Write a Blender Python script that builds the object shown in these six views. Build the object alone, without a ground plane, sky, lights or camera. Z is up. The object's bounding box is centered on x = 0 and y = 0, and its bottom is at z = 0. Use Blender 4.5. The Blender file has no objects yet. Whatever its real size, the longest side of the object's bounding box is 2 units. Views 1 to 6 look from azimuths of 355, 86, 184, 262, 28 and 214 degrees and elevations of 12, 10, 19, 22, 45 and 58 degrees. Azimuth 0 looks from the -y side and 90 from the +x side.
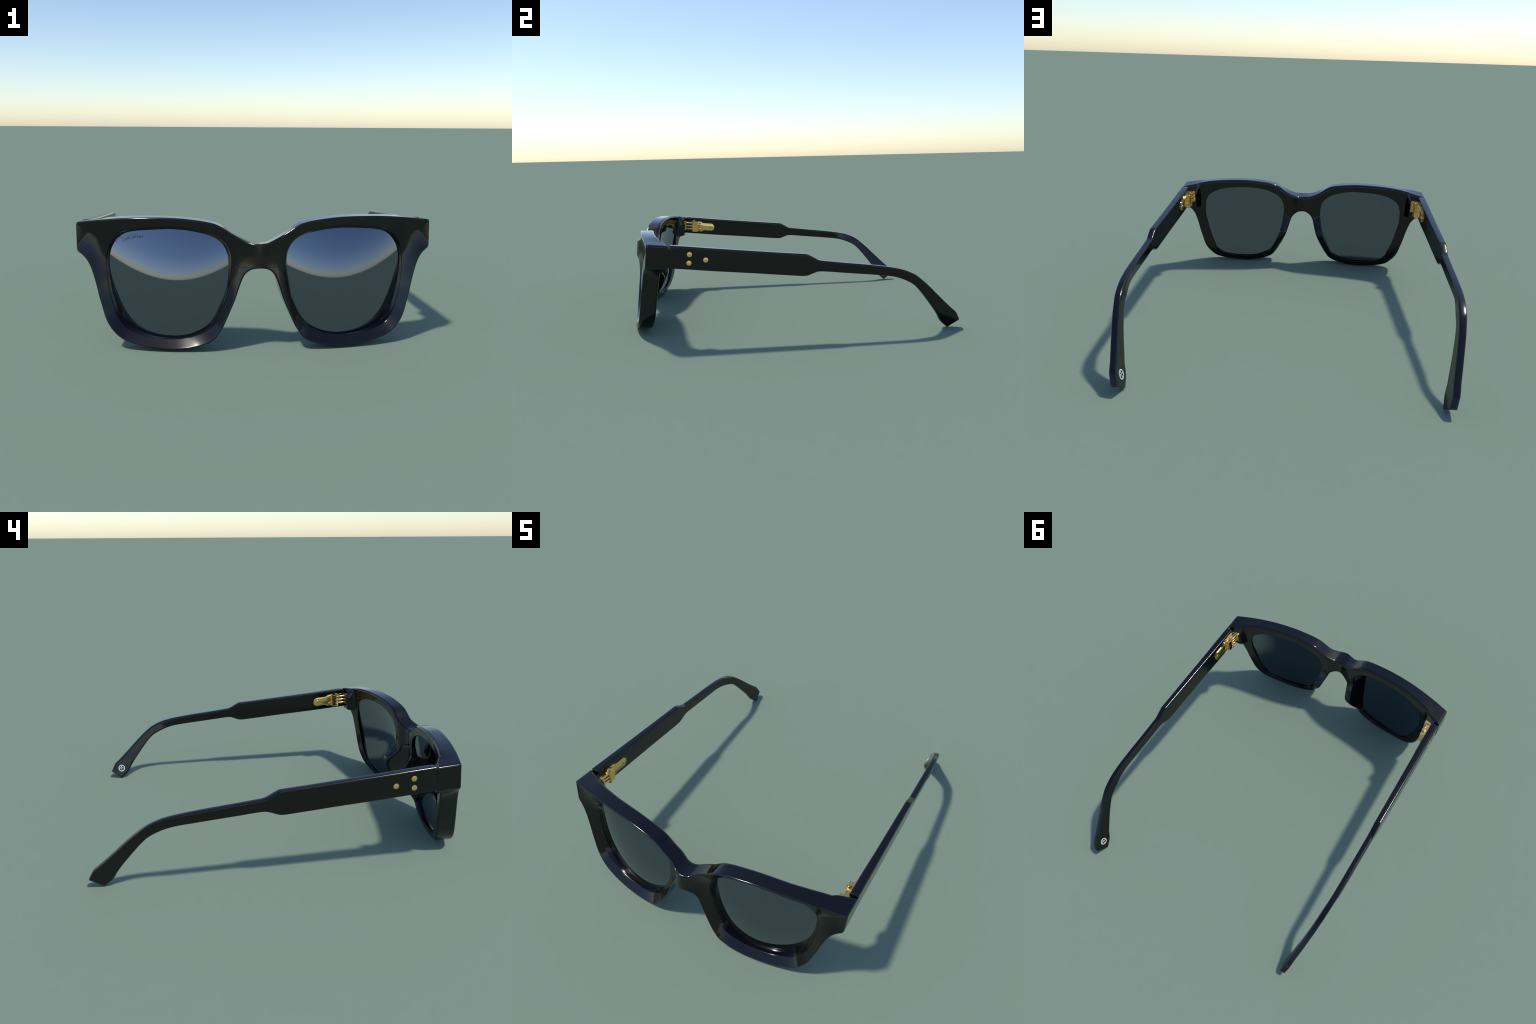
import bpy, bmesh, math
import numpy as np
from mathutils import Vector, Matrix

# =====================================================================
#  Square acetate sunglasses: rim front, mirror-dark lenses, temples,
#  gold hinges and rivets.  +x and -x sides are mirror images.
#  Front is described by contours in (x, h) - h is the height in the plane
#  of the front - and by a depth w measured from a wrapped base surface
#  backwards along the direction (0, 1, -SHEAR).
# =====================================================================
SHEAR = 0.095


def sstep(a, b, v):
    t = np.clip((np.asarray(v, float) - a) / (b - a), 0, 1)
    return t * t * (3 - 2 * t)


def catmull(pts, closed=False, n=16):
    """centripetal Catmull-Rom through control points"""
    P = np.array(pts, float)
    if closed:
        P = np.vstack([P[-1], P, P[0], P[1]])
    else:
        P = np.vstack([2 * P[0] - P[1], P, 2 * P[-1] - P[-2]])
    out = []
    for i in range(1, len(P) - 2):
        p0, p1, p2, p3 = P[i - 1:i + 3]
        t0 = 0.0
        t1 = t0 + max(np.linalg.norm(p1 - p0), 1e-9) ** .5
        t2 = t1 + max(np.linalg.norm(p2 - p1), 1e-9) ** .5
        t3 = t2 + max(np.linalg.norm(p3 - p2), 1e-9) ** .5
        for t in np.linspace(t1, t2, n, endpoint=False):
            a1 = (t1 - t) / (t1 - t0) * p0 + (t - t0) / (t1 - t0) * p1
            a2 = (t2 - t) / (t2 - t1) * p1 + (t - t1) / (t2 - t1) * p2
            a3 = (t3 - t) / (t3 - t2) * p2 + (t - t2) / (t3 - t2) * p3
            b1 = (t2 - t) / (t2 - t0) * a1 + (t - t0) / (t2 - t0) * a2
            b2 = (t3 - t) / (t3 - t1) * a2 + (t - t1) / (t3 - t1) * a3
            out.append((t2 - t) / (t2 - t1) * b1 + (t - t1) / (t2 - t1) * b2)
    if not closed:
        out.append(P[-2])
    return np.array(out)


def resample(P, n, closed=False):
    Q = np.vstack([P, P[:1]]) if closed else P
    d = np.r_[0, np.cumsum(np.linalg.norm(np.diff(Q, axis=0), axis=1))]
    s = np.linspace(0, d[-1], n, endpoint=not closed)
    return np.stack([np.interp(s, d, Q[:, k]) for k in range(Q.shape[1])], -1)


def smooth_interp(x, xs, ys):
    """monotone-ish cubic (Hermite, finite-difference slopes)"""
    xs = np.array(xs, float); ys = np.array(ys, float)
    m = np.gradient(ys, xs)
    x = np.clip(np.asarray(x, float), xs[0], xs[-1])
    i = np.clip(np.searchsorted(xs, x) - 1, 0, len(xs) - 2)
    h = xs[i + 1] - xs[i]; t = (x - xs[i]) / h
    return ((2 * t**3 - 3 * t**2 + 1) * ys[i] + (t**3 - 2 * t**2 + t) * h * m[i]
            + (-2 * t**3 + 3 * t**2) * ys[i + 1] + (t**3 - t**2) * h * m[i + 1])


# ---------------------------------------------------------------- materials
def new_mat(name):
    m = bpy.data.materials.new(name)
    m.use_nodes = True
    return m, m.node_tree.nodes, m.node_tree.links, m.node_tree.nodes["Principled BSDF"]


def grain(nodes, links, bsdf, scale, lo, hi, socket="Roughness"):
    tc = nodes.new("ShaderNodeTexCoord")
    nz = nodes.new("ShaderNodeTexNoise")
    nz.inputs["Scale"].default_value = scale
    nz.inputs["Detail"].default_value = 4
    mr = nodes.new("ShaderNodeMapRange")
    mr.inputs["From Min"].default_value = .3
    mr.inputs["From Max"].default_value = .7
    mr.inputs["To Min"].default_value = lo
    mr.inputs["To Max"].default_value = hi
    links.new(tc.outputs["Object"], nz.inputs["Vector"])
    links.new(nz.outputs["Fac"], mr.inputs["Value"])
    links.new(mr.outputs["Result"], bsdf.inputs[socket])


def make_materials():
    M = {}
    m, n, l, b = new_mat("black_acetate")
    b.inputs["Base Color"].default_value = (.0012, .0012, .0012, 1)
    b.inputs["IOR"].default_value = 1.5
    grain(n, l, b, 6, .125, .135)
    M["acetate"] = m
    m, n, l, b = new_mat("dark_mirror_lens")
    b.inputs["Base Color"].default_value = (.165, .188, .235, 1)
    b.inputs["Metallic"].default_value = 1
    grain(n, l, b, 4, .035, .045)
    M["lens"] = m
    m, n, l, b = new_mat("gold_metal")
    b.inputs["Base Color"].default_value = (1.0, .65, .235, 1)
    b.inputs["Metallic"].default_value = 1
    grain(n, l, b, 30, .16, .20)
    M["gold"] = m
    m, n, l, b = new_mat("satin_gold")
    b.inputs["Base Color"].default_value = (1.0, .66, .235, 1)
    b.inputs["Metallic"].default_value = 1
    grain(n, l, b, 30, .28, .32)
    M["rivet"] = m
    m, n, l, b = new_mat("white_print")
    b.inputs["Base Color"].default_value = (.62, .66, .64, 1)
    grain(n, l, b, 40, .45, .55)
    M["white"] = m
    m, n, l, b = new_mat("grey_print")
    b.inputs["Base Color"].default_value = (.085, .075, .066, 1)
    grain(n, l, b, 40, .5, .6)
    M["ink"] = m
    return M


def add_obj(name, verts, faces, mat, parent, normals=None, smooth=True):
    me = bpy.data.meshes.new(name)
    me.from_pydata([tuple(map(float, v)) for v in verts], [], [tuple(f) for f in faces])
    me.validate()
    me.materials.append(mat)
    for p in me.polygons:
        p.use_smooth = smooth
    if normals is not None:
        me.normals_split_custom_set_from_vertices([tuple(n) for n in normals])
    ob = bpy.data.objects.new(name, me)
    bpy.context.scene.collection.objects.link(ob)
    ob.parent = parent
    return ob


def from_bmesh(name, bm, mat, parent, angle=40):
    bmesh.ops.recalc_face_normals(bm, faces=bm.faces)
    for f in bm.faces:
        f.smooth = True
    for e in bm.edges:
        if len(e.link_faces) == 2 and e.calc_face_angle(0) > math.radians(angle):
            e.smooth = False
    me = bpy.data.meshes.new(name)
    bm.to_mesh(me)
    bm.free()
    me.materials.append(mat)
    ob = bpy.data.objects.new(name, me)
    bpy.context.scene.collection.objects.link(ob)
    ob.parent = parent
    return ob


# ---------------------------------------------------------------- front surfaces
def base_y(x, h):
    """outer front surface: wrap curve seen from above plus the lean of the front"""
    a = smooth_interp(np.abs(x),
                      [0, .1, .2, .3, .4, .5, .58, .7, .815, .95],
                      [-.943, -.940, -.932, -.9225, -.911, -.897, -.882, -.8545, -.822, -.780])
    return a - .1 * (.58 - np.asarray(h, float))


def bump(x, half):
    x = np.abs(np.asarray(x, float))
    return np.where(x < half, np.cos(np.pi * np.minimum(x, half) / (2 * half)) ** 2, 0)


def lens_y(x, z):
    X = np.abs(x) - .4; Z = z - .31
    return -.9186 + .1262 * X + .1181 * Z + .62 * X * X + .54 * Z * Z - .45 * X * X * Z - .0468 * X * Z


def lens_normal(x, z):
    """normal of the mirror coating: slightly twisted dome, as its reflections show"""
    X = np.abs(x) - .4; Z = z - .31
    gx = .1262 + 1.524 * X - 2.436 * X * Z - .0468 * Z
    gz = .1181 + 1.08 * Z - 1.218 * X * X - .0468 * X
    n = np.stack([gx * np.sign(x), -np.ones_like(gx), gz], -1)
    return n / np.linalg.norm(n, axis=1)[:, None]


def lens_back_y(x, z):
    X = np.abs(x) - .4; Z = z - .31
    return np.maximum(-.883 + .155 * X + .1181 * Z + .42 * X * X + .33 * Z * Z, lens_y(x, z) + .004)


def point(x, h, w):
    """x, height and depth -> space; depth runs back and slightly down, but the brow top stays level"""
    ax = np.abs(x)
    top = sstep(.52, .57, h) * sstep(.76, .64, ax)
    return np.stack([x, base_y(x, h) + w, h - SHEAR * (1 - .8 * top) * w], -1)


def front_w(x, h):
    """depth of the outer front edge: the nose bridge stands proud"""
    return -.038 * bump(x, .115) + 0 * h


def rear_w(x, h):
    x = np.abs(x)
    w = .087 + .009 * sstep(.5, .74, x) + .003 * sstep(.45, .05, h) + .003 * sstep(.21, .13, x) * sstep(.10, .25, h)
    w = w - .022 * bump(x, .10) * sstep(.30, .40, h)
    # hinge block behind each end piece
    s = sstep(.694, .726, x) * sstep(.414, .437, h)
    slope = .8 * np.maximum(h - np.interp(x, [.70, .709, .75, .79, .82], [.514, .519, .540, .553, .563]), 0)
    w = w * (1 - s) + s * (.1255 + .24 * np.clip(.80 - x, 0, .08) - slope)
    # integrated nose pads
    hp = h + .54 * np.maximum(.119 - x, 0)
    prof = np.interp(hp, [0, .08, .10, .13, .166, .19, .217, .240, .256, .268, .285, .32, .35, .362, .366, .6],
                     [0, 0, .08, .3, .6, .78, .93, 1.05, 1.09, 1.07, .93, .45, .12, .02, 0, 0])
    w = w + .070 * prof * sstep(.235, .165, x)
    return w


# outer outline of one half (front edge), from bridge top round to the nose arch
OUT = [(0, .4905), (.036, .494), (.062, .504), (.088, .516), (.118, .532), (.14, .546), (.162, .560), (.19, .573), (.22, .581),
       (.26, .588), (.31, .594), (.37, .599), (.43, .6005), (.50, .600), (.58, .597), (.66, .5905), (.74, .582),
       (.79, .5755), (.806, .573), (.8125, .5705), (.8155, .565), (.816, .55), (.816, .50), (.816, .455), (.8145, .446),
       (.809, .438), (.798, .4305), (.782, .4165), (.767, .397), (.7535, .369), (.7425, .335), (.7305, .291),
       (.72, .243), (.7065, .193), (.692, .142), (.6785, .113), (.663, .090), (.641, .067), (.612, .0475),
       (.577, .035), (.537, .0255), (.485, .0185), (.435, .0145), (.385, .0135), (.345, .0155), (.305, .021),
       (.262, .030), (.227, .0425), (.202, .058), (.182, .084), (.165, .11), (.143, .157), (.125, .198),
       (.107, .242), (.092, .287), (.077, .329), (.066, .351), (.053, .366), (.036, .377), (.018, .382), (0, .3835)]
# inner edge of the bevelled face
RIDGE = [(.392, .5575), (.455, .5555), (.51, .5515), (.56, .546), (.612, .533), (.637, .5175), (.657, .495), (.672, .467),
         (.681, .438), (.686, .405), (.6875, .366), (.684, .32), (.677, .26), (.662, .20), (.645, .150), (.625, .117),
         (.602, .095), (.565, .077), (.51, .061), (.458, .054), (.40, .051), (.36, .052), (.324, .057), (.285, .068),
         (.246, .085), (.212, .109), (.183, .150), (.158, .210), (.143, .262), (.132, .318), (.125, .360), (.123, .40),
         (.127, .440), (.139, .470), (.158, .497), (.188, .5185), (.225, .534), (.28, .5465), (.333, .554)]
# lens opening
OPEN = [(.40, .550), (.46, .549), (.527, .544), (.58, .535), (.625, .516), (.649, .493), (.659, .471), (.666, .44),
        (.668, .41), (.667, .36), (.657, .305), (.647, .257), (.628, .19), (.61, .145), (.592, .117), (.567, .094),
        (.53, .075), (.483, .061), (.43, .054), (.385, .052), (.34, .056), (.30, .065), (.258, .083), (.22, .112),
        (.187, .167), (.165, .22), (.149, .272), (.140, .312), (.1335, .357), (.131, .395), (.133, .43), (.143, .462),
        (.165, .492), (.20, .516), (.245, .533), (.30, .544), (.35, .549)]
CENTRE = np.array([.40, .36])


def polar(ctrl):
    P = catmull(ctrl, closed=True, n=12)
    d = P - CENTRE
    th = np.arctan2(d[:, 1], d[:, 0]) % (2 * np.pi)
    r = np.hypot(d[:, 0], d[:, 1])
    o = np.argsort(th)
    th, r = th[o], r[o]
    th = np.r_[th - 2 * np.pi, th, th + 2 * np.pi]
    r = np.r_[r, r, r]
    return lambda t: np.interp(t % (2 * np.pi), th, r)


def opening():
    """front lens opening: midway between the bevel's inner edge and the rear opening"""
    a, b = polar(RIDGE), polar(OPEN)
    return lambda t: .5 * (a(t) + b(t))


def at_angle(rf, th):
    r = rf(th)
    return np.stack([CENTRE[0] + r * np.cos(th), CENTRE[1] + r * np.sin(th)], -1)


def nearest(P, Q):
    """distance from each point of P to the polyline Q"""
    out = np.empty(len(P))
    n = len(Q)
    for i in range(0, len(P), 200):
        p = P[i:i + 200]
        d = p[:, None, :] - Q[None, :, :]
        k = (d * d).sum(-1).argmin(1)
        best = np.full(len(p), 1e9)
        for o in (-1, 0):
            a = Q[np.clip(k + o, 0, n - 2)]; b = Q[np.clip(k + o, 0, n - 2) + 1]
            ab = b - a
            t = np.clip(((p - a) * ab).sum(1) / np.maximum((ab * ab).sum(1), 1e-18), 0, 1)
            best = np.minimum(best, np.linalg.norm(p - a - ab * t[:, None], axis=1))
        out[i:i + 200] = best
    return out


def ridge_recess(R):
    """how far the inner edge of the bevel lies behind the outer front edge"""
    return .026 + .009 * sstep(.535, .40, R[:, 1]) + .012 * sstep(.52, .67, R[:, 0]) * sstep(.30, .50, R[:, 1]) + .010 * sstep(.22, .14, R[:, 0]) * sstep(.42, .28, R[:, 1])


def half_front():
    """one half of the front as (verts, faces); x = 0 borders are left open"""
    O = resample(catmull(OUT, n=24), 760)
    O[:, 1] -= .005 * np.exp(-((O[:, 0] - .37) / .15) ** 2) * np.clip((.3 - O[:, 1]) / .3, 0, 1)
    tan = np.gradient(O, axis=0)
    tan /= np.linalg.norm(tan, axis=1)[:, None]
    nrm = np.stack([-tan[:, 1], tan[:, 0]], -1)            # outward (outline runs clockwise)
    nrm[0] = (0, 1); nrm[-1] = (0, -1)
    nO = len(O)
    nC = 40                                               # columns on the centre line

    def inset(dist):
        Q = O - nrm * dist
        Q[0, 0] = Q[-1, 0] = 0
        Q[:, 0] = np.maximum(Q[:, 0], 0)
        return Q

    def loop(dist):
        """inset outline closed along x = 0"""
        Q = inset(dist)
        hs = np.linspace(Q[-1, 1], Q[0, 1], nC + 2)[1:-1]
        return np.vstack([Q, np.stack([np.zeros(nC), hs], -1)])

    rf, ro, rfront = polar(RIDGE), polar(OPEN), opening()
    RF, RR = .0065, .013
    E = loop(RF)                                          # edge of the front face
    th = np.arctan2(E[:, 1] - CENTRE[1], E[:, 0] - CENTRE[0])
    # a little spreading keeps columns of the centre line evenly spread
    R = at_angle(rf, th)
    L = at_angle(rfront, th)
    ncol = len(E)
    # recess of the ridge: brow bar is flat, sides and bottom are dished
    rec = ridge_recess(R)
    wE = front_w(E[:, 0], E[:, 1])
    lens_d = lens_y(L[:, 0], L[:, 1] - .0075) - base_y(L[:, 0], L[:, 1])
    grids = []

    def ring(P, w):
        return point(P[:, 0], P[:, 1], w)

    # --- front sheet
    rows = [ring(L, lens_d + .004), ring(L, lens_d - .002)]
    # wall of the opening, rounding over at its front edge
    for t in np.linspace(0, 1, 8)[1:-1]:
        rows.append(ring(L + (R - L) * (t * .85), (lens_d - .002) + (rec + .004 - lens_d + .002) * t))
    rows.append(ring(L + (R - L) * .85, rec + .004))
    rows.append(ring(L + (R - L) * .95, rec + .0016))
    rows.append(ring(R, rec + .0004))
    # bevelled face: depth grows with the share of the way from the outline to the ridge,
    # so neighbouring facets meet in mitre lines
    Rl = at_angle(rf, np.linspace(0, 2 * np.pi, 501))
    kb = int(np.argmax((O[:, 0] > .8) & (O[:, 1] < .449)))     # lower corner of the end piece
    for u in np.r_[.03, .07, .12, np.linspace(.18, 1, 24)]:
        P = R + (E - R) * u
        dO = np.minimum(nearest(P, O[:kb + 1]) * (1 + .8 * sstep(.69, .76, P[:, 0])), nearest(P, O[kb:]))
        dO = np.maximum(dO - RF, 0)
        dR = nearest(P, Rl)
        t = dO / (dO + dR + 1e-6) if u < 1 else np.zeros(len(P))
        t = t * sstep(0, .135, P[:, 0])
        rows.append(ring(P, rec * t + front_w(P[:, 0], P[:, 1])))
    grids.append((np.array(rows), True))
    wF = rec * 0 + front_w(E[:, 0], E[:, 1])
    # --- outer wall with rounded edges (not along x = 0)
    rr = RR + .006 * sstep(.20, .15, O[:, 0]) * sstep(.37, .33, O[:, 1]) * sstep(.08, .14, O[:, 1]) - .008 * sstep(.79, .81, O[:, 0]) * sstep(.41, .44, O[:, 1]) + .004 * sstep(.47, .50, O[:, 1]) * sstep(.70, .62, O[:, 0])
    wall = []
    I0 = inset(RF)
    for a in np.linspace(0, np.pi / 2, 7):
        Q = inset(RF * (1 - math.sin(a)))
        wall.append(ring(Q, wF[:nO] + RF * (1 - math.cos(a))))

    def inset_var(dist):
        Q = O - nrm * dist[:, None]
        Q[0, 0] = Q[-1, 0] = 0
        Q[:, 0] = np.maximum(Q[:, 0], 0)
        return Q
    taper = .009 * sstep(.43, .36, O[:, 1]) * sstep(.45, .60, O[:, 0]) * sstep(.02, .08, O[:, 1])
    Er = inset_var(rr + taper)
    wr = rear_w(Er[:, 0], Er[:, 1])
    w0, w1 = wF[:nO] + RF, wr - rr
    for t in np.linspace(0, 1, 12)[1:-1]:
        wall.append(ring(inset_var(taper * t), w0 + (w1 - w0) * t))
    for a in np.linspace(0, np.pi / 2, 9):
        Q = inset_var(rr * (1 - math.cos(a)) + taper)
        wall.append(ring(Q, w1 + rr * math.sin(a)))
    grids.append((np.array(wall), False))
    # --- rear sheet
    hs = np.linspace(Er[-1, 1], Er[0, 1], nC + 2)[1:-1]
    Er = np.vstack([Er, np.stack([np.zeros(nC), hs], -1)])
    thr = np.arctan2(Er[:, 1] - CENTRE[1], Er[:, 0] - CENTRE[0])
    Lr = at_angle(ro, thr)
    grow = .003 + .008 * sstep(.16, .09, Lr[:, 1])
    d = Lr - CENTRE; d /= np.linalg.norm(d, axis=1)[:, None]
    Rr = Lr + d * grow[:, None]
    wR = rear_w(Rr[:, 0], Rr[:, 1])
    lens_r = lens_back_y(Lr[:, 0], Lr[:, 1] - .0065) - base_y(Lr[:, 0], Lr[:, 1]) - .012
    rows = []
    for u in np.linspace(0, 1, 46):
        P = Er + (Rr - Er) * u * .96
        rows.append(ring(P, rear_w(P[:, 0], P[:, 1])))
    wi = rear_w((Er + (Rr - Er) * .96)[:, 0], (Er + (Rr - Er) * .96)[:, 1])
    rows.append(ring(Er + (Rr - Er) * .985, wi - .0008))
    rows.append(ring(Rr, wi - .003))
    for t in np.linspace(0, 1, 6)[1:]:
        rows.append(ring(Rr, (wi - .003) + (lens_r + .010 - wi + .003) * t))
    rows.append(ring(Lr + d * .004, lens_r + .008))
    grids.append((np.array(rows), True))

    V, F = [], []
    for G, closed in grids:
        k0 = sum(len(v) for v in V)
        nr, nc = G.shape[:2]
        V.append(G.reshape(-1, 3))
        for i in range(nr - 1):
            for j in range(nc if closed else nc - 1):
                j2 = (j + 1) % nc
                F.append((k0 + i * nc + j, k0 + i * nc + j2, k0 + (i + 1) * nc + j2, k0 + (i + 1) * nc + j))
    return np.vstack(V), F


def build_front(root, M):
    V, F = half_front()
    bm = bmesh.new()
    for sgn in (1, -1):
        vs = [bm.verts.new((v[0] * sgn, v[1], v[2])) for v in V]
        for f in F:
            try:
                bm.faces.new([vs[i] for i in (f if sgn > 0 else f[::-1])])
            except ValueError:
                pass
    bmesh.ops.remove_doubles(bm, verts=bm.verts, dist=2e-5)
    bmesh.ops.dissolve_degenerate(bm, edges=bm.edges, dist=1e-6)
    bmesh.ops.recalc_face_normals(bm, faces=bm.faces)
    bm.normal_update()
    # the rim rests on the ground
    front_shift = 0.0
    print("front lowest", min(v.co.z for v in bm.verts), "y", min(v.co.y for v in bm.verts))
    bm.verts.index_update()
    co = np.array([v.co for v in bm.verts]); no = np.array([v.normal for v in bm.verts])
    groups = {}
    for f in bm.faces:
        c = f.calc_center_median()
        ax = abs(c.x)
        if ax < .10 and c.z > .36:
            key = ("bridge", 0)
        elif ax > .70 and c.z > .42:
            key = ("end_piece", 1 if c.x > 0 else -1)
        elif ax < .20 and .10 < c.z < .37 and (c.y - base_y(c.x, c.z)) > .07:
            key = ("nose_pad", 1 if c.x > 0 else -1)
        else:
            key = ("rim", 1 if c.x > 0 else -1)
        groups.setdefault(key, []).append([v.index for v in f.verts])
    bm.free()
    obs = {}
    for key in sorted(groups, key=lambda k: (k[0], -k[1])):
        faces = groups[key]
        used = sorted({i for f in faces for i in f})
        rm = {i: k for k, i in enumerate(used)}
        obs[key] = add_obj(key[0], co[used], [[rm[i] for i in f] for f in faces], M["acetate"], root, no[used])
    return front_shift


# ---------------------------------------------------------------- lenses and lettering
def build_lens(root, M, sgn, dz):
    ro = opening()
    n = 240
    th = np.linspace(0, 2 * np.pi, n, endpoint=False)
    L = at_angle(ro, th)
    d = L - CENTRE; d /= np.linalg.norm(d, axis=1)[:, None]
    L = L + d * .006
    L[:, 1] -= .0075
    c = CENTRE - (0, .0075)
    V = []; F = []
    nr = 40
    for side, surf in ((0, lens_y), (1, lens_back_y)):
        for i in range(nr + 1):
            P = c + (L - c) * max(i / nr, 1e-3)
            y = surf(P[:, 0], P[:, 1])
            V.append(np.stack([P[:, 0] * sgn, y, P[:, 1] + dz], -1))
    V = np.vstack(V)

    def quad(a, b, c_, d_):
        F.append((a, b, c_, d_) if sgn > 0 else (d_, c_, b, a))
    for side in (0, 1):
        o = side * (nr + 1) * n
        for i in range(nr):
            for j in range(n):
                q = (o + i * n + j, o + i * n + (j + 1) % n, o + (i + 1) * n + (j + 1) % n, o + (i + 1) * n + j)
                quad(*(q if side else q[::-1]))
        ctr = tuple(o + j for j in range(n))
        ctr = ctr[::-1] if side else ctr
        F.append(ctr if sgn > 0 else ctr[::-1])
    o = (nr + 1) * n
    e0 = nr * n
    # separate rim strip with its own vertices keeps the faces' shading clean
    k = len(V)
    V = np.vstack([V, V[e0:e0 + n], V[o + e0:o + e0 + n]])
    for j in range(n):
        quad(k + j, k + n + j, k + n + (j + 1) % n, k + (j + 1) % n)
    # shading normals: front coating, plain back, radial edge strip
    N = np.empty_like(V)
    N[:o] = lens_normal(V[:o, 0], V[:o, 2])
    X = np.abs(V[o:k, 0]) - .4; Z = V[o:k, 2] - .31
    nb = np.stack([-(.155 + .84 * X) * sgn, np.ones_like(X), -(.1181 + .66 * Z)], -1)
    N[o:k] = nb / np.linalg.norm(nb, axis=1)[:, None]
    e = V[k:] - V[k:].mean(0); e[:, 1] = 0
    N[k:] = e / np.linalg.norm(e, axis=1)[:, None]
    return add_obj("lens", V, F, M["lens"], root, N)


def build_lettering(lens, M, dz):
    """maker's name printed along the upper outer corner, letter by letter on an arc"""
    spots = [("J", -.6326, .4942), ("O", -.6238, .5009), ("H", -.6131, .5049), ("N", -.6018, .5089),
             ("J", -.5864, .5129), ("A", -.5778, .5156), ("C", -.5665, .5170), ("O", -.5552, .5184),
             ("B", -.5446, .5191), ("S", -.5340, .5198)]
    xs = [s[1] for s in spots]; zs = [s[2] for s in spots]
    slope = np.gradient(smooth_interp(np.array(xs), [xs[0], xs[2], xs[5], xs[9]], [zs[0], zs[2], zs[5], zs[9]]), xs)
    bm_all = bmesh.new()
    for (ch, x, z), sl in zip(spots, slope):
        cu = bpy.data.curves.new("letter", "FONT")
        cu.body = ch
        cu.size = .0165
        cu.extrude = .0004
        cu.offset = -.0001
        cu.align_x = "CENTER"; cu.align_y = "CENTER"
        ob = bpy.data.objects.new("letter", cu)
        bpy.context.scene.collection.objects.link(ob)
        bpy.context.view_layer.update()
        dg = bpy.context.evaluated_depsgraph_get()
        me = bpy.data.meshes.new_from_object(ob.evaluated_get(dg))
        a = math.atan(sl)
        y = -.858 - .22 * (x + .6326)
        # text faces -y, follows the lens wrap
        rot = Matrix.Rotation(math.radians(-9), 4, "Z") @ Matrix.Rotation(math.radians(90 - 7), 4, "X") @ Matrix.Rotation(a, 4, "Z")
        me.transform(Matrix.Translation((x - .003, y, z + dz)) @ rot)
        bm_all.from_mesh(me)
        bpy.data.objects.remove(ob); bpy.data.curves.remove(cu); bpy.data.meshes.remove(me)
    ob = from_bmesh("lettering", bm_all, M["ink"], lens)
    ob["kind"] = "stuff"


# ---------------------------------------------------------------- temples
TOP = [(-.694, .5615), (-.60, .5525), (-.463, .538), (-.208, .513), (-.083, .501), (0, .4935), (.05, .489), (.069, .487),
       (.086, .480), (.110, .4665), (.134, .453), (.148, .448), (.182, .443), (.28, .4305), (.403, .416), (.476, .4065),
       (.55, .395), (.611, .382), (.642, .372), (.673, .359), (.706, .342), (.737, .3185), (.77, .290), (.804, .2585),
       (.838, .2245), (.872, .191), (.907, .157), (.938, .128), (.963, .1065), (.975, .094), (.981, .083), (.999, .048)]
BOT = [(-.713, .437), (-.60, .4255), (-.47, .412), (-.21, .3885), (-.085, .376), (-.013, .3695), (.042, .3645), (.065, .3645),
       (.083, .369), (.109, .379), (.135, .3865), (.152, .387), (.18, .3852), (.28, .3745), (.403, .362), (.478, .354),
       (.531, .3475), (.58, .338), (.627, .322), (.670, .302), (.70, .283), (.731, .252), (.767, .209), (.799, .168),
       (.835, .120), (.858, .086), (.8755, .053), (.884, .041), (.898, .0275), (.9265, .0028)]


def temple_out(y, z):
    """outer face: straight, then bent inwards about an axis along the temple as it drops behind the ear"""
    bent = smooth_interp(z, [-.03, 0, .047, .088, .127, .157, .192, .226, .26, .29, .32, .344, .37, .40, .60],
                         [.719, .726, .737, .748, .7565, .764, .7725, .780, .7875, .794, .7995, .8045, .809, .8135, .8145])
    k = sstep(.48, .65, y)
    return .8145 * (1 - k) + bent * k


def temple_thick(y):
    return smooth_interp(y, [-.75, -.55, -.4, -.25, -.1, .05, .4, .7, 1.02],
                         [.045, .044, .041, .039, .037, .035, .0335, .033, .0325])


def inner_x(y, z):
    return float(temple_out(y, z)) - float(temple_thick(y))


EDGE_CACHE = []


def temple_edges():
    """upper and lower edge of the temple, sampled at matching stations"""
    if EDGE_CACHE:
        return EDGE_CACHE[0]
    T = catmull(TOP, n=20) + (0, .0015); B = catmull(BOT, n=20) - (0, .0012)

    def key_resample(P, keys, counts):
        out = []
        for (a, b), c in zip(zip(keys[:-1], keys[1:]), counts):
            seg = P[(P[:, 0] >= a - 1e-9) & (P[:, 0] <= b + 1e-9)]
            seg = np.vstack([[np.interp(a, P[:, 0], P[:, 0]), np.interp(a, P[:, 0], P[:, 1])], seg,
                             [b, np.interp(b, P[:, 0], P[:, 1])]])
            out.append(resample(seg, c + 1)[:-1])
        out.append(P[-1:])
        return np.vstack(out)
    counts = [60, 22, 36, 60, 26]
    T = key_resample(T, [TOP[0][0], .04, .17, .50, .95, TOP[-1][0]], counts)
    B = key_resample(B, [BOT[0][0], .03, .17, .50, .855, BOT[-1][0]], counts)
    EDGE_CACHE.append((T, B))
    return T, B


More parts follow.
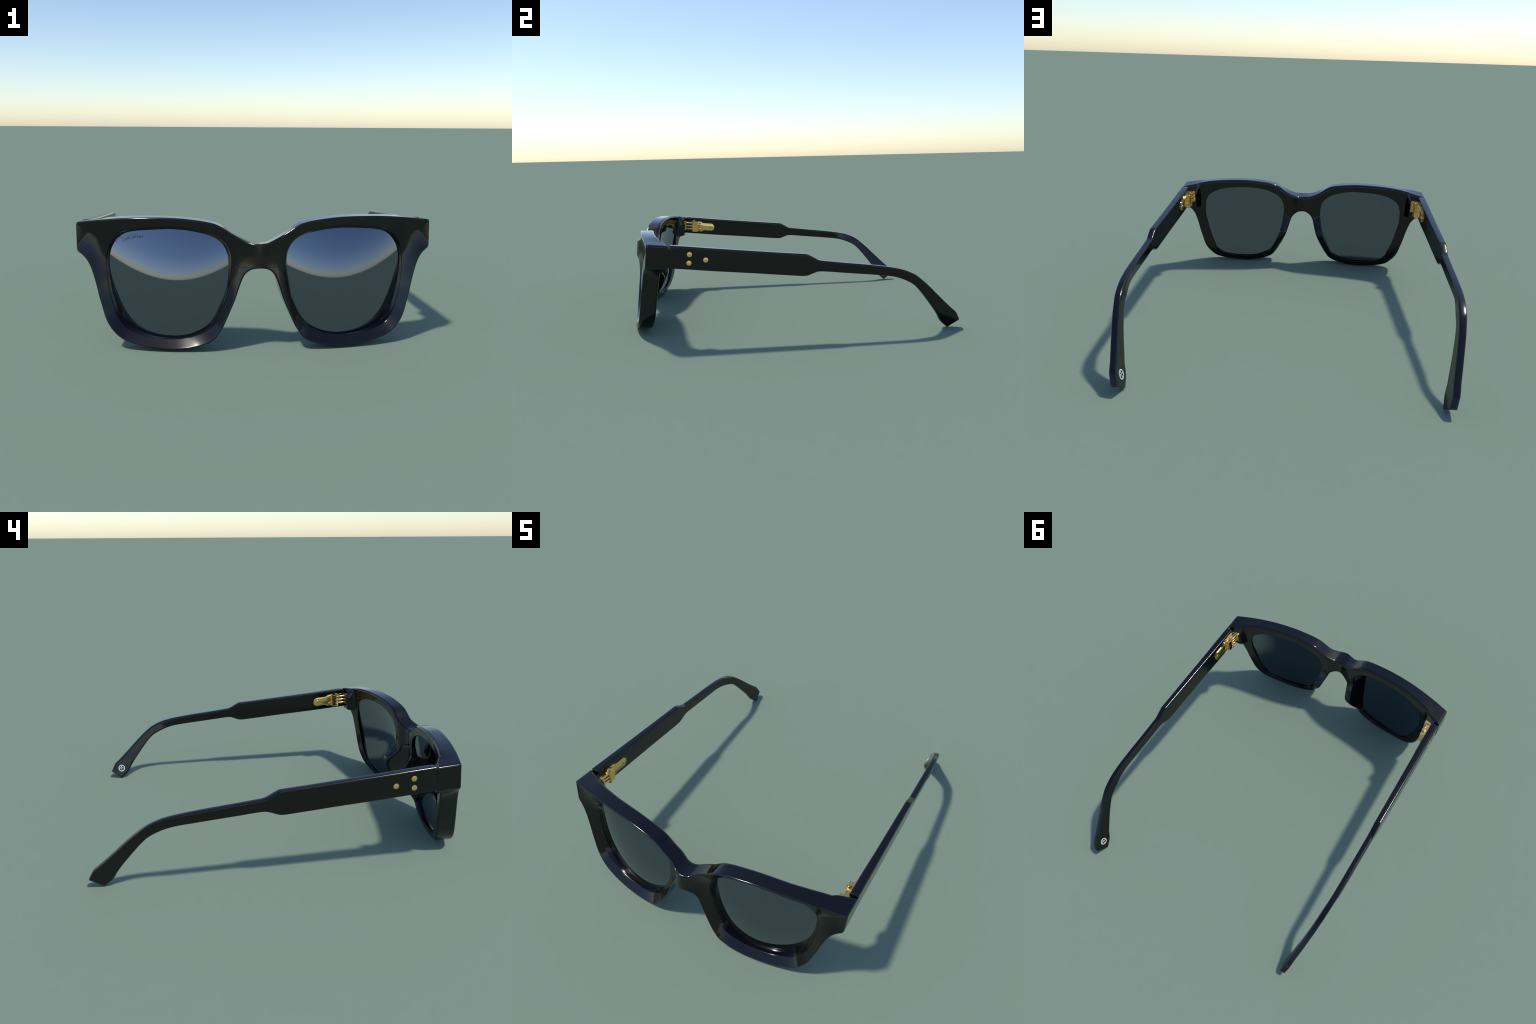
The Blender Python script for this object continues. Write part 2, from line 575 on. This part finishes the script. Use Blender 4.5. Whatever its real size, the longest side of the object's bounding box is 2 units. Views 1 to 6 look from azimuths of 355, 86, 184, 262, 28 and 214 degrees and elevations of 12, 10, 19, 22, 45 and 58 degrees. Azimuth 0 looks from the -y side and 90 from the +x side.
def build_temple(root, M, sgn, dz):
    T, B = temple_edges()
    n = len(T)
    V = []; rho = .0075
    nm = 8
    for i in range(n):
        t, b = T[i], B[i]
        ax = (t - b); Lh = np.linalg.norm(ax); ax /= Lh
        dirv = np.array([ax[1], -ax[0]])
        r = rho
        prof = []                         # (across: 0 outer..1 inner, along height)
        for a in np.linspace(0, np.pi / 2, 6):        # outer top
            prof.append((r * (1 - math.sin(a)), Lh - r * (1 - math.cos(a))))
        prof = prof[::1]
        outer = [(0, r + (Lh - 2 * r) * (1 - k / nm)) for k in range(1, nm)]
        lowo = [(r * (1 - math.cos(a)), r * (1 - math.sin(a))) for a in np.linspace(0, np.pi / 2, 6)]
        half = prof + outer + lowo
        row = []
        for s, hgt in half:
            p = b + ax * hgt
            row.append((float(temple_out(*p)) - s, p[0], p[1]))
        for s, hgt in half[::-1]:
            p = b + ax * hgt
            row.append((inner_x(*p) + s, p[0], p[1]))
        V.append(row)
    V = np.array(V)

    def shrink(row, d, push):
        c = row.mean(0)
        # inward offset of a section ring, pushed along the temple
        t = np.roll(row, -1, 0) - np.roll(row, 1, 0)
        q = row.copy()
        up = row[2] - row[len(row) // 2 - 3]
        up = up / np.linalg.norm(up)
        side = np.array([1.0, 0, 0])
        rel = row - c
        hu = rel @ up; hs = rel[:, 0]
        q = q - np.outer(np.sign(hu) * np.minimum(np.abs(hu), d), up) - np.outer(np.sign(hs) * np.minimum(np.abs(hs), d), side)
        return q + push
    # rounded ends
    fd = np.array([0, -1, SHEAR]) / math.hypot(1, SHEAR)
    last = V[-1]
    e = last[2] - last[len(last) // 2 - 3]
    ed = np.array([0, -e[2], e[1]]); ed /= np.linalg.norm(ed)
    if ed[2] > 0: ed = -ed
    rows = [shrink(V[0], .0025, fd * .0025)] + list(V[:-1]) + \
           [last - ed * .003 * 0, shrink(last, .0012, ed * .0018), shrink(last, .003, ed * .0028)]
    V = np.array(rows)
    n, m = V.shape[:2]
    P = V.reshape(-1, 3).copy()
    P[:, 0] *= sgn; P[:, 2] += dz * 0
    F = []
    for i in range(n - 1):
        for j in range(m):
            F.append((i * m + j, i * m + (j + 1) % m, (i + 1) * m + (j + 1) % m, (i + 1) * m + j))
    F.append(tuple(range(m))[::-1]); F.append(tuple((n - 1) * m + j for j in range(m)))
    bm = bmesh.new()
    vs = [bm.verts.new(p) for p in P]
    for f in F:
        bm.faces.new([vs[i] for i in f])
    return from_bmesh("temple", bm, M["acetate"], root, angle=50)


# ---------------------------------------------------------------- small metal parts
def prism(outline, thick, bev=.0012, seg=2):
    """flat plate: outline in (y, z), thickness along x, softened edges"""
    bm = bmesh.new()
    vs = [bm.verts.new((0, p[0], p[1])) for p in outline]
    f = bm.faces.new(vs)
    r = bmesh.ops.extrude_face_region(bm, geom=[f])
    for v in r["geom"]:
        if isinstance(v, bmesh.types.BMVert):
            v.co.x += thick
    bmesh.ops.recalc_face_normals(bm, faces=bm.faces)
    if bev:
        ed = [e for e in bm.edges if len(e.link_faces) == 2 and e.calc_face_angle(0) > math.radians(35)]
        bmesh.ops.bevel(bm, geom=ed, offset=bev, segments=seg, profile=.5, affect="EDGES")
    return bm


def cyl(r, depth, seg=28, bev=.0008):
    """disc / rod along +x from 0 to depth"""
    bm = bmesh.new()
    bmesh.ops.create_cone(bm, cap_ends=True, segments=seg, radius1=r, radius2=r, depth=depth)
    bmesh.ops.transform(bm, matrix=Matrix.Translation((depth / 2, 0, 0)) @ Matrix.Rotation(math.pi / 2, 4, "Y"), verts=bm.verts)
    if bev:
        ed = [e for e in bm.edges if e.calc_face_angle(0) > math.radians(60)]
        bmesh.ops.bevel(bm, geom=ed, offset=bev, segments=2, profile=.5, affect="EDGES")
    return bm


def join(dst, src, mat4):
    bmesh.ops.transform(src, matrix=mat4, verts=src.verts)
    me = bpy.data.meshes.new("tmp")
    src.to_mesh(me); src.free()
    dst.from_mesh(me)
    bpy.data.meshes.remove(me)


def mirror_bm(bm, sgn):
    if sgn < 0:
        bmesh.ops.transform(bm, matrix=Matrix.Scale(-1, 4, (1, 0, 0)), verts=bm.verts)
        bmesh.ops.reverse_faces(bm, faces=bm.faces)


def arc(cx, cy, r, a0, a1, n=14):
    return [(cx + r * math.cos(a), cy + r * math.sin(a)) for a in np.linspace(math.radians(a0), math.radians(a1), n)]


TILT = -math.atan(SHEAR)          # everything along the temple slopes down to the rear


def along(y, hgt):
    """point on the temple inner side: hgt measured from the hinge axis line"""
    return y, .4965 - SHEAR * (y + .70) + hgt


def build_hinge(root, M, sgn):
    hinge = bpy.data.objects.new("hinge", None)
    bpy.context.scene.collection.objects.link(hinge)
    hinge.parent = root

    def part(name, bm):
        mirror_bm(bm, sgn)
        return from_bmesh(name, bm, M["gold"], hinge, angle=35)

    def xi(y):
        return inner_x(y, .49)
    # leaf on the temple: rounded tongue widening to the knuckle
    o = []
    o += [(.195 + .030 * math.cos(a), .030 * math.sin(a)) for a in np.linspace(math.pi / 2, -math.pi / 2, 18)]
    o += [(.150, -.0295), (.138, -.030), (.130, -.033), (.122, -.0385), (.114, -.0415), (.104, -.041), (.084, -.041)]
    o += [(.084, .041), (.104, .041), (.114, .0415), (.122, .0385), (.130, .033), (.138, .030), (.150, .0295)]
    pts = [along(-.70 + a, b - .001) for a, b in o]
    bm = prism(pts, -.009, bev=.0016)
    for v in bm.verts:
        v.co.x += xi(v.co.y) + .002
    part("hinge_leaf", bm)
    # knuckle block: stacked plates with slots between
    kn = bmesh.new()
    for k, zc in enumerate((-.0375, -.0245, -.0125, .0, .0125, .0245, .0365)):
        big = k % 2 == 0
        outline = []
        r = .0215 if big else .0195
        x0, x1 = .775, .733
        t = .0085 if big else .0062
        # outline in (x, y): barrel nose at the front inner corner, foot on the leaf
        nose = [(x1 + .012 + .012 * math.cos(a), -.648 + .012 * math.sin(a)) for a in np.linspace(math.pi * 1.45, math.pi * .62, 10)]
        rear = [(.739, -.6165), (.752, -.6075), (x0, -.605)] if big else [(.741, -.620), (.754, -.612), (x0, -.609)]
        pl = [(x0, -.655)] + [(p[0], p[1]) for p in nose] + rear
        b = bmesh.new()
        vs = [b.verts.new((p[0], p[1], 0)) for p in pl]
        f = b.faces.new(vs)
        e = bmesh.ops.extrude_face_region(b, geom=[f])
        for v in e["geom"]:
            if isinstance(v, bmesh.types.BMVert):
                v.co.z += t
        bmesh.ops.recalc_face_normals(b, faces=b.faces)
        ed = [q for q in b.edges if q.calc_face_angle(0) > math.radians(50)]
        bmesh.ops.bevel(b, geom=ed, offset=.0009, segments=1, affect="EDGES")
        bmesh.ops.translate(b, vec=(0, .70, zc - t / 2), verts=b.verts)
        sh = Matrix.Identity(4); sh[2][1] = -SHEAR
        join(kn, b, Matrix.Translation((0, -.70, .4965 - .002)) @ sh)
    core = bmesh.new(); bmesh.ops.create_cube(core, size=1)
    y, z = along(-.6315, -.001)
    join(kn, core, Matrix.Translation((.7575, y, z)) @ Matrix.Rotation(TILT, 4, "X") @ Matrix.Diagonal((.040, .045, .076, 1)))
    part("hinge_knuckle", kn)
    # screw through the knuckle, slotted head on top
    sc = cyl(.0115, .007, 28, .0012)
    join_to = bmesh.new()
    join(join_to, sc, Matrix.Translation((.7475, -.638, .532)) @ Matrix.Rotation(TILT, 4, "X") @ Matrix.Rotation(-math.pi / 2, 4, "Y"))
    bar = bmesh.new(); bmesh.ops.create_cube(bar, size=1)
    join(join_to, bar, Matrix.Translation((.7475, -.638, .5385)) @ Matrix.Rotation(.5, 4, "Z") @ Matrix.Diagonal((.019, .0028, .0022, 1)))
    part("hinge_screw", join_to)
    # three rods reaching into the front flange
    rods = bmesh.new()
    for k, zc in enumerate((.025, .0015, -.0215)):
        b = cyl(.0073, .070, 20, .0008)
        y, z = along(-.702, zc - .001)
        join(rods, b, Matrix.Translation((.744, y, z)) @ Matrix.Rotation(TILT, 4, "X") @ Matrix.Rotation(math.pi / 2, 4, "Z"))
        # flat web beside the rod
        w = bmesh.new(); bmesh.ops.create_cube(w, size=1)
        y, z = along(-.668, zc - .001)
        join(rods, w, Matrix.Translation((.7585, y, z)) @ Matrix.Rotation(TILT, 4, "X") @ Matrix.Diagonal((.030, .068, .0128, 1)))
    part("hinge_rod", rods)["kind"] = "stuff"
    # flange let into the hinge block
    fl = bmesh.new(); bmesh.ops.create_cube(fl, size=1)
    bmesh.ops.bevel(fl, geom=fl.edges[:], offset=.04, segments=2, affect="EDGES")
    y, z = along(-.7105, .0005)
    f2 = bmesh.new()
    join(f2, fl, Matrix.Translation((.752, y, z)) @ Matrix.Rotation(TILT, 4, "X") @ Matrix.Diagonal((.053, .019, .073, 1)))
    part("hinge_flange", f2)
    # leaf rivet heads
    for (yy, hh, r) in ((-.502, .000, .0095), (-.592, .0265, .0115), (-.597, -.0225, .0115)):
        b = bmesh.new()
        bmesh.ops.create_uvsphere(b, u_segments=24, v_segments=12, radius=1)
        y, z = along(yy, hh)
        d = bmesh.new()
        join(d, b, Matrix.Translation((xi(yy) - .0065, y, z)) @ Matrix.Diagonal((.0045, r, r, 1)))
        part("rivet_head", d)


def build_temple_details(temple, M, sgn):
    # three flush rivets on the outer side
    for (y, z) in ((-.588, .510), (-.593, .4615), (-.4995, .476)):
        bm = cyl(.0141, .0014, 40, .0002)
        b = bmesh.new()
        join(b, bm, Matrix.Translation((float(temple_out(y, z)) - .0012, y, z)))
        mirror_bm(b, sgn)
        from_bmesh("rivet", b, M["rivet"], temple)


def build_emblem(temple, M):
    """ring with two hooked strokes, printed inside the +x tip"""
    yc, zc = .929, .068

    bm = bmesh.new()

    def ribbon(path, width, closed=False):
        P = np.array(path, float)
        n = len(P)
        tan = (np.roll(P, -1, 0) - np.roll(P, 1, 0)) if closed else np.gradient(P, axis=0)
        tan /= np.linalg.norm(tan, axis=1)[:, None]
        nm = np.stack([-tan[:, 1], tan[:, 0]], -1)
        rings = []
        for i in range(n):
            row = []
            for s, dx in ((-.5, .0005), (-.5, -.0009), (.5, -.0009), (.5, .0005)):
                q = P[i] + nm[i] * width * s
                y, z = yc - q[0], zc + q[1]
                row.append(bm.verts.new((inner_x(y, z) + dx, y, z)))
            rings.append(row)
        for i in range(n if closed else n - 1):
            a, b = rings[i], rings[(i + 1) % n]
            for k in range(4):
                bm.faces.new((a[k], a[(k + 1) % 4], b[(k + 1) % 4], b[k]))
        if not closed:
            bm.faces.new(rings[0]); bm.faces.new(rings[-1][::-1])
    R = .0200
    ribbon([(R * math.cos(a), R * math.sin(a)) for a in np.linspace(0, 2 * math.pi, 56, endpoint=False)], .0052, True)
    up = [(.0036, .0190), (.0004, .0142), (-.0028, .0098), (.0014, .0046), (.0068, .0014), (.0125, .0000), (.0188, -.0010)]
    lo = [(-.0168, -.0046), (-.0130, .0004), (-.0090, .0040), (-.0048, .0004), (-.0012, -.0052), (.0002, -.0115), (.0008, -.0190)]
    ribbon(catmull(up, n=6), .0034)
    ribbon(catmull(lo, n=6), .0034)
    from_bmesh("emblem", bm, M["white"], temple, angle=30)


# ---------------------------------------------------------------- assemble
def main():
    M = make_materials()
    root = bpy.data.objects.new("sunglasses", None)
    bpy.context.scene.collection.objects.link(root)
    root["label"] = "chunky square black sunglasses with dark mirror lenses and gold hinges"
    root["category"] = "sunglasses"
    dz = build_front(root, M)
    print("front shift", dz)
    for sgn in (1, -1):
        lens = build_lens(root, M, sgn, dz)
        if sgn < 0:
            build_lettering(lens, M, dz)
    for sgn in (1, -1):
        t = build_temple(root, M, sgn, dz)
        build_temple_details(t, M, sgn)
        build_hinge(root, M, sgn)
        if sgn > 0:
            build_emblem(t, M)


main()
